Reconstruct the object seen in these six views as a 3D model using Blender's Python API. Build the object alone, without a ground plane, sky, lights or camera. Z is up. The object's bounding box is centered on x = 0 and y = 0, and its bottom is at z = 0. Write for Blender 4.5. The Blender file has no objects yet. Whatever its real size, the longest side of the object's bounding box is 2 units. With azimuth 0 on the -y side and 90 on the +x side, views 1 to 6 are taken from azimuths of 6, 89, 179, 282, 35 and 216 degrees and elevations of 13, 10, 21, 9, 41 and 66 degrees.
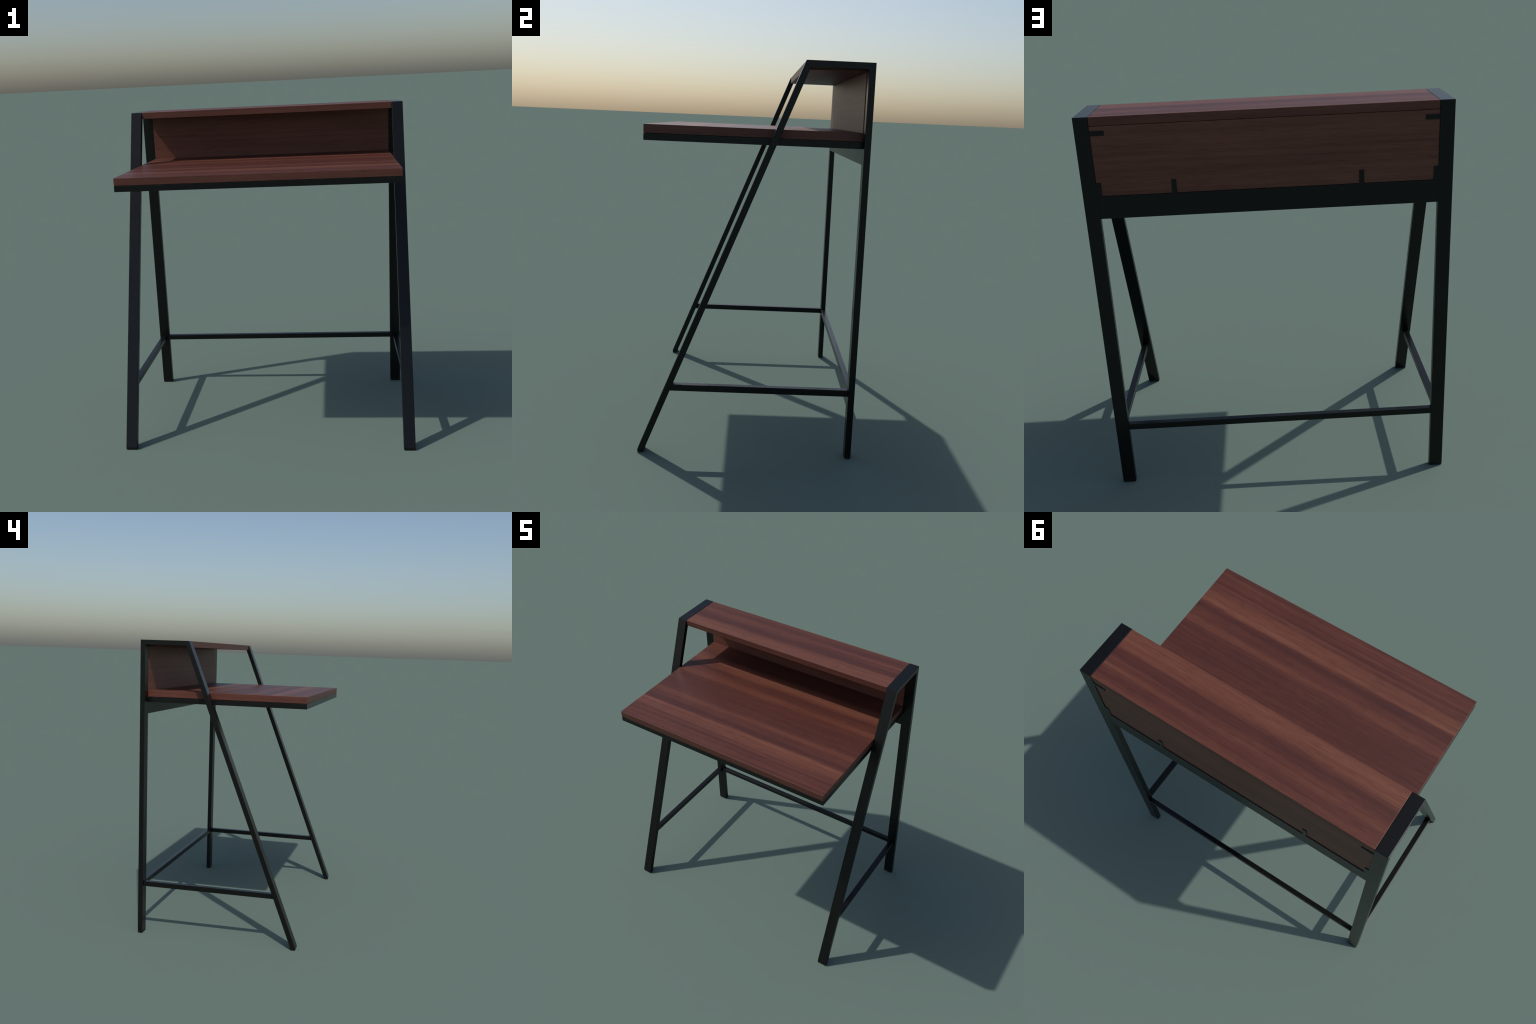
"""Writing desk: two bent flat-tube side frames in black powder coat, a walnut
veneer tabletop on a rail frame, a raised shelf and a back panel with clips."""
import bpy, bmesh
from mathutils import Vector

# ------------------------------------------------------------------ sizes (m)
HEIGHT = 2.0
OUT_X, IN_X = 0.8752, 0.8066          # outer / inner face of the side frames
TUBE = 0.0322                         # tube thickness seen from the side
FRONT_FOOT_Y, REAR_Y = -0.5525, 0.5525
FRONT_TOP_Y = 0.2218                  # where the sloping leg meets the top bar
FOOT_H = 0.0125                       # plastic foot caps
WOOD_X = 0.8056                       # half width of the wooden boards
TOP_FRONT, TOP_BACK = -0.5520, 0.5165
TOP_Z0, TOP_Z1 = 1.6262, 1.6694
RAIL_Z0, RAIL_Z1 = 1.5908, 1.6252     # rail frame under the tabletop
SHELF_Z0, SHELF_Z1 = 1.9588, 1.9996
PANEL_Y0, PANEL_Y1 = 0.5172, 0.5475
REAR_RAIL_Z0, REAR_RAIL_Z1 = 1.5135, 1.6240
STRETCH_Z0, STRETCH_Z1 = 0.3312, 0.3648


# ------------------------------------------------------------------ node tools
class Nodes:
    def __init__(self, name):
        self.mat = bpy.data.materials.new(name)
        self.mat.use_nodes = True
        self.nt = self.mat.node_tree
        self.nt.nodes.clear()

    def add(self, kind, **props):
        n = self.nt.nodes.new(kind)
        for k, v in props.items():
            setattr(n, k, v)
        return n

    def put(self, node, socket, value):
        s = node.inputs[socket]
        if isinstance(value, bpy.types.NodeSocket):
            self.nt.links.new(value, s)
        else:
            s.default_value = value

    def math(self, op, a, b=0.0, c=None, clamp=False):
        n = self.add('ShaderNodeMath', operation=op, use_clamp=clamp)
        self.put(n, 0, a)
        self.put(n, 1, b)
        if c is not None:
            self.put(n, 2, c)
        return n.outputs[0]

    def xyz(self, x, y, z):
        n = self.add('ShaderNodeCombineXYZ')
        for i, v in enumerate((x, y, z)):
            self.put(n, i, v)
        return n.outputs[0]

    def noise(self, vec, scale=1.0, detail=2.0, rough=0.5):
        n = self.add('ShaderNodeTexNoise')
        self.put(n, 'Vector', vec)
        self.put(n, 'Scale', scale)
        self.put(n, 'Detail', detail)
        self.put(n, 'Roughness', rough)
        return n.outputs['Fac']

    def ramp(self, fac, stops):
        n = self.add('ShaderNodeValToRGB')
        e = n.color_ramp.elements
        while len(e) > 1:
            e.remove(e[-1])
        for i, (p, c) in enumerate(stops):
            el = e[0] if i == 0 else e.new(p)
            el.position = p
            el.color = c if len(c) == 4 else (*c, 1.0)
        self.put(n, 'Fac', fac)
        return n.outputs['Color']


def walnut(name, along, across, bands=None, lo=0.0, hi=1.0, contrast=1.0,
           offset=0.0, rough=0.46, lift=0.06):
    """Veneer with the grain running down one axis.
    bands: tone of the veneer strips between lo and hi on the across axis."""
    m = Nodes(name)
    sep = m.add('ShaderNodeSeparateXYZ')
    m.put(sep, 0, m.add('ShaderNodeTexCoord').outputs['Object'])
    a, c = sep.outputs[along], sep.outputs[across]
    other = sep.outputs[({'X', 'Y', 'Z'} - {along, across}).pop()]

    def grain(sa, sc, detail, rough_, seed, so=3.0):
        v = m.xyz(m.math('MULTIPLY', a, sa), m.math('MULTIPLY', c, sc),
                  m.math('MULTIPLY_ADD', other, so, seed + offset))
        return m.noise(v, 1.0, detail, rough_)

    drift = m.math('SUBTRACT', grain(1.1, 2.2, 1.0, 0.5, 3.1), 0.5)
    ripple = m.math('SUBTRACT', grain(1.2, 45.0, 3.0, 0.6, 9.3), 0.5)
    cw = m.math('ADD', c, m.math('ADD', m.math('MULTIPLY', drift, 0.030),
                                 m.math('MULTIPLY', ripple, 0.045)))
    if bands:
        t = m.math('DIVIDE', m.math('SUBTRACT', cw, lo), hi - lo)
        tone = m.ramp(t, [((p - lo) / (hi - lo), (v, v, v)) for p, v in bands])
    else:
        tone = m.math('MULTIPLY_ADD',
                      m.math('SUBTRACT', grain(1.2, 14.0, 2.0, 0.5, 21.0), 0.5),
                      0.5 * contrast, 0.42)
    cloud = m.math('SUBTRACT', grain(2.6, 12.0, 2.0, 0.55, 5.7), 0.5)
    streak = m.math('SUBTRACT', grain(0.8, 55.0, 3.0, 0.55, 33.0), 0.5)
    fibre = m.math('SUBTRACT', grain(8.0, 170.0, 3.0, 0.6, 1.7), 0.5)
    hair = m.math('SUBTRACT', grain(16.0, 480.0, 2.0, 0.6, 14.2), 0.5)
    for layer, amount in ((cloud, 0.36), (streak, 0.72), (fibre, 0.38), (hair, 0.45)):
        tone = m.math('MULTIPLY_ADD', layer, amount * contrast, tone)
    # sparse dark pores: short hairline dashes
    pore = m.math('MULTIPLY', m.math('SUBTRACT', grain(11.0, 330.0, 1.0, 0.5, 51.0), 0.57),
                  5.0, clamp=True)
    tone = m.math('MULTIPLY_ADD', pore, -0.45 * contrast, tone)
    tone = m.math('ADD', tone, lift, clamp=True)
    col = m.ramp(tone, [(0.0, (0.060, 0.0195, 0.0155)),
                        (0.30, (0.086, 0.0265, 0.0190)),
                        (0.62, (0.124, 0.0410, 0.0262)),
                        (1.0, (0.182, 0.0690, 0.0415))])
    p = m.add('ShaderNodeBsdfPrincipled')
    m.put(p, 'Base Color', col)
    m.put(p, 'Roughness', m.math('MULTIPLY_ADD', fibre, 0.10, rough))
    m.put(p, 'Specular IOR Level', 0.32)
    bump = m.add('ShaderNodeBump')
    m.put(bump, 'Strength', 0.06)
    m.put(bump, 'Distance', 0.002)
    m.put(bump, 'Height', fibre)
    m.put(p, 'Normal', bump.outputs[0])
    o = m.add('ShaderNodeOutputMaterial')
    m.nt.links.new(p.outputs[0], o.inputs[0])
    return m.mat


def dark_coat(name, base, rough):
    m = Nodes(name)
    co = m.add('ShaderNodeTexCoord').outputs['Object']
    n = m.noise(co, 260.0, 2.0, 0.6)
    big = m.noise(co, 6.0, 2.0, 0.5)
    col = m.ramp(big, [(0.3, tuple(v * 0.9 for v in base)),
                       (0.7, tuple(v * 1.1 for v in base))])
    p = m.add('ShaderNodeBsdfPrincipled')
    m.put(p, 'Base Color', col)
    m.put(p, 'Roughness', m.math('MULTIPLY_ADD', m.math('SUBTRACT', n, 0.5), 0.08, rough))
    m.put(p, 'Specular IOR Level', 0.31)
    bump = m.add('ShaderNodeBump')
    m.put(bump, 'Strength', 0.008)
    m.put(bump, 'Distance', 0.0005)
    m.put(bump, 'Height', n)
    m.put(p, 'Normal', bump.outputs[0])
    o = m.add('ShaderNodeOutputMaterial')
    m.nt.links.new(p.outputs[0], o.inputs[0])
    return m.mat


# Tone of the veneer strips from the front edge to the back (y, tone).
TABLETOP_BANDS = [(-0.560, 0.40), (-0.538, 0.26), (-0.515, 0.44), (-0.490, 0.34),
                  (-0.468, 0.42), (-0.445, 0.16), (-0.428, 0.46), (-0.405, 0.40),
                  (-0.375, 0.66), (-0.340, 0.68), (-0.314, 0.86), (-0.302, 0.56),
                  (-0.288, 0.16), (-0.262, 0.10), (-0.240, 0.36), (-0.205, 0.30),
                  (-0.182, 0.54), (-0.160, 0.60), (-0.142, 0.30), (-0.080, 0.20),
                  (0.000, 0.18), (0.070, 0.26), (0.100, 0.52), (0.125, 0.58),
                  (0.150, 0.34), (0.208, 0.14), (0.236, 0.48), (0.285, 0.76),
                  (0.345, 0.62), (0.372, 0.20), (0.450, 0.50), (0.530, 0.36)]
SHELF_BANDS = [(0.215, 0.62), (0.240, 0.72), (0.285, 0.78), (0.318, 0.64),
               (0.334, 0.52), (0.350, 0.20), (0.372, 0.14), (0.400, 0.32),
               (0.430, 0.40), (0.449, 0.58), (0.468, 0.36), (0.497, 0.26),
               (0.520, 0.40), (0.550, 0.56)]

COAT = dark_coat("black_powder_coat", (0.0048, 0.0048, 0.0044), 0.28)
RUBBER = dark_coat("black_plastic", (0.0030, 0.0030, 0.0030), 0.45)
TABLE_VENEER = walnut("walnut_veneer_tabletop", 'X', 'Y', TABLETOP_BANDS, -0.56, 0.53)
SHELF_VENEER = walnut("walnut_veneer_shelf", 'X', 'Y', SHELF_BANDS, 0.215, 0.55, offset=40.0)
EDGE_LONG = walnut("walnut_edge_band_long", 'X', 'Z', contrast=0.8, offset=11.0, lift=0.14)
EDGE_SHORT = walnut("walnut_edge_band_short", 'Y', 'Z', contrast=0.8, offset=17.0, lift=0.14)
PANEL_VENEER = walnut("walnut_veneer_panel", 'X', 'Z', contrast=0.8, offset=29.0, lift=0.34)


# ------------------------------------------------------------------ mesh tools
def finish(bm, name, mats, parent, face_mat=None):
    me = bpy.data.meshes.new(name)
    if face_mat:
        bm.normal_update()
        for f in bm.faces:
            f.material_index = face_mat(f)
    bm.to_mesh(me)
    bm.free()
    for mt in mats:
        me.materials.append(mt)
    ob = bpy.data.objects.new(name, me)
    bpy.context.scene.collection.objects.link(ob)
    ob.parent = parent
    return ob


def bevel_all(bm, width, segments=2, min_angle=0.3):
    edges = [e for e in bm.edges if len(e.link_faces) == 2
             and e.calc_face_angle(0.0) > min_angle]
    bmesh.ops.bevel(bm, geom=edges, offset=width, offset_type='OFFSET',
                    segments=segments, profile=0.5, affect='EDGES', clamp_overlap=True)


def prism(profile_yz, x0, x1):
    """Extrude a closed side-view outline (y, z) from x0 to x1."""
    bm = bmesh.new()
    a = [bm.verts.new((x0, y, z)) for y, z in profile_yz]
    b = [bm.verts.new((x1, y, z)) for y, z in profile_yz]
    n = len(a)
    bm.faces.new(a)
    bm.faces.new(b[::-1])
    for i in range(n):
        bm.faces.new((a[i], b[i], b[(i + 1) % n], a[(i + 1) % n]))
    bmesh.ops.recalc_face_normals(bm, faces=bm.faces)
    return bm


def box(name, x, y, z, mats, parent, bevel=0.002, face_mat=None):
    bm = prism([(y[0], z[0]), (y[1], z[0]), (y[1], z[1]), (y[0], z[1])], x[0], x[1])
    bevel_all(bm, bevel)
    return finish(bm, name, mats, parent, face_mat)


def board_slots(f):
    """0: face veneer, 1: band on the long edges, 2: band on the short ends."""
    n = f.normal
    if abs(n.z) > 0.75:
        return 0
    return 2 if abs(n.x) > 0.65 else 1


def cut_keep(bm, point, normal):
    """Keep the part of bm on the side the normal points to, leaving it open."""
    geom = bm.verts[:] + bm.edges[:] + bm.faces[:]
    bmesh.ops.bisect_plane(bm, geom=geom, plane_co=point, plane_no=normal,
                           clear_inner=True, clear_outer=False)


# ------------------------------------------------------------------ the desk
desk = bpy.data.objects.new("writing_desk", None)
bpy.context.scene.collection.objects.link(desk)
desk["label"] = "tall walnut writing desk with raised shelf and black slanted metal legs"
desk["category"] = "desk"

# --- side frames: one bent tube outline, cut at the mitres into legs and bar
slope = (FRONT_TOP_Y - FRONT_FOOT_Y) / (HEIGHT - FOOT_H)     # dy per dz
wide = TUBE * (1 + slope * slope) ** 0.5                     # tube cut level
in_z = HEIGHT - TUBE
front_in_y = FRONT_TOP_Y - slope * TUBE + wide               # inner front corner
rear_in_y = REAR_Y - TUBE


def front_y(z):
    return FRONT_FOOT_Y + slope * (z - FOOT_H)


outline = [(FRONT_FOOT_Y, FOOT_H), (FRONT_FOOT_Y + wide, FOOT_H),
           (front_in_y, in_z), (rear_in_y, in_z),
           (rear_in_y, FOOT_H), (REAR_Y, FOOT_H),
           (REAR_Y, HEIGHT), (FRONT_TOP_Y, HEIGHT)]
mitre_front = (Vector((0, FRONT_TOP_Y, HEIGHT)), Vector((0, front_in_y, in_z)))
mitre_rear = (Vector((0, REAR_Y, HEIGHT)), Vector((0, rear_in_y, in_z)))
whole = prism(outline, IN_X, OUT_X)
bevel_all(whole, 0.0022, 2)


def plane_of(mitre, towards):
    d = (mitre[1] - mitre[0]).normalized()
    n = Vector((1, 0, 0)).cross(d)
    return mitre[0], (n if n.dot(towards - mitre[0]) > 0 else -n)


mid_bar = Vector((0, 0.38, HEIGHT))
low_front = Vector((0, front_y(1.0), 1.0))
low_rear = Vector((0, REAR_Y - 0.015, 1.0))
pieces = {}
for nm, cuts in {"front_leg": [(mitre_front, low_front)],
                 "rear_leg": [(mitre_rear, low_rear)],
                 "top_bar": [(mitre_front, mid_bar), (mitre_rear, mid_bar)]}.items():
    bm = whole.copy()
    for mitre, towards in cuts:
        cut_keep(bm, *plane_of(mitre, towards))
    # each cut plane leaves the other upright standing as a loose piece: drop it
    keep = {"front_leg": low_front, "rear_leg": low_rear, "top_bar": mid_bar}[nm]
    seen, islands = set(), []
    for v in bm.verts:
        if v in seen:
            continue
        stack, isl = [v], []
        seen.add(v)
        while stack:
            q = stack.pop()
            isl.append(q)
            for e in q.link_edges:
                o = e.other_vert(q)
                if o not in seen:
                    seen.add(o)
                    stack.append(o)
        islands.append(isl)

    def score(isl):
        c = sum((v.co for v in isl), Vector()) / len(isl)
        return abs(c.y - keep.y) + 0.2 * abs(c.z - keep.z)
    best = min(islands, key=score)
    bmesh.ops.delete(bm, geom=[v for i in islands if i is not best for v in i],
                     context='VERTS')
    pieces[nm] = bm
whole.free()


def mirror_x(bm):
    c = bm.copy()
    for v in c.verts:
        v.co.x = -v.co.x
    bmesh.ops.reverse_faces(c, faces=c.faces)
    return c


MID_X = 0.8432
for side in (-1, 1):
    frame = bpy.data.objects.new("side_frame", None)
    bpy.context.scene.collection.objects.link(frame)
    frame.parent = desk
    for nm, bm in pieces.items():
        finish(bm.copy() if side > 0 else mirror_x(bm), nm, [COAT], frame)
    xs = sorted((side * (MID_X - 0.017), side * (MID_X + 0.017)))
    # side stretcher, its front end cut to the slope of the front leg
    y_lo = front_y(STRETCH_Z0) + wide - 0.001
    y_hi = front_y(STRETCH_Z1) + wide - 0.001
    bm = prism([(y_lo, STRETCH_Z0), (rear_in_y + 0.001, STRETCH_Z0),
                (rear_in_y + 0.001, STRETCH_Z1), (y_hi, STRETCH_Z1)], *xs)
    bevel_all(bm, 0.0018)
    finish(bm, "side_stretcher", [COAT], frame)
    # foot caps
    fx = sorted((side * (IN_X + 0.0006), side * (OUT_X - 0.0006)))
    for y0, y1 in ((FRONT_FOOT_Y + 0.0004, FRONT_FOOT_Y + wide - 0.0004),
                   (rear_in_y + 0.0004, REAR_Y - 0.0004)):
        box("foot_cap", fx, (y0, y1), (0.0, FOOT_H + 0.0008), [RUBBER], frame, 0.0018)
for bm in pieces.values():
    bm.free()

# --- rear stretcher between the rear legs
box("rear_stretcher", (-IN_X - 0.001, IN_X + 0.001), (0.5215, 0.5510),
    (STRETCH_Z0, STRETCH_Z1), [COAT], desk, 0.0018)

# --- black steel carrier under the tabletop
carrier = bpy.data.objects.new("tabletop_frame", None)
bpy.context.scene.collection.objects.link(carrier)
carrier.parent = desk
RIM = 0.066
CX, CY0, CY1 = 0.8060, TOP_FRONT, 0.5200
for y0 in (CY0, CY1 - RIM):
    box("frame_rail", (-CX, CX), (y0, y0 + RIM), (RAIL_Z0, RAIL_Z1), [COAT], carrier, 0.0015)
for x0 in (-CX, -RIM / 2, CX - RIM):
    box("frame_rail", (x0, x0 + RIM), (CY0 + RIM, CY1 - RIM), (RAIL_Z0, RAIL_Z1 - 0.0006),
        [COAT], carrier, 0.0008)

# --- boards
box("tabletop", (-WOOD_X, WOOD_X), (TOP_FRONT, TOP_BACK), (TOP_Z0, TOP_Z1),
    [TABLE_VENEER, EDGE_LONG, EDGE_SHORT], desk, 0.0018, board_slots)
box("shelf", (-WOOD_X, WOOD_X), (FRONT_TOP_Y + 0.0008, 0.5505), (SHELF_Z0, SHELF_Z1),
    [SHELF_VENEER, EDGE_LONG, EDGE_SHORT], desk, 0.0018, board_slots)
# back panel, chamfered along the top rear edge so a thin dark joint shows
panel_top = SHELF_Z0 - 0.0004
bm = prism([(PANEL_Y0, REAR_RAIL_Z1 + 0.0006), (PANEL_Y1, REAR_RAIL_Z1 + 0.0006),
            (PANEL_Y1, panel_top - 0.0030), (PANEL_Y1 - 0.0050, panel_top),
            (PANEL_Y0, panel_top)], -WOOD_X - 0.0006, WOOD_X + 0.0006)
bevel_all(bm, 0.0008)
finish(bm, "back_panel", [PANEL_VENEER], desk)

# --- deep rear rail and the clips that hold the panel
box("rear_rail", (-IN_X - 0.0005, IN_X + 0.0005), (0.5204, 0.5518),
    (REAR_RAIL_Z0, REAR_RAIL_Z1), [COAT], desk, 0.0015)
CLIP_W, CLIP_L = 0.0226, 0.066
clip_y = (PANEL_Y1 - 0.002, 0.5516)
for side in (-1, 1):
    spots = [((IN_X - CLIP_L, IN_X + 0.001), (1.9120, 1.9120 + CLIP_W)),
             ((IN_X - CLIP_W, IN_X + 0.001), (REAR_RAIL_Z1 - 0.001, REAR_RAIL_Z1 + CLIP_L)),
             ((0.4425 - CLIP_W / 2, 0.4425 + CLIP_W / 2),
              (REAR_RAIL_Z1 - 0.001, REAR_RAIL_Z1 + CLIP_L))]
    for x, z in spots:
        box("panel_clip", sorted((side * x[0], side * x[1])), clip_y, z, [COAT], desk, 0.0010)
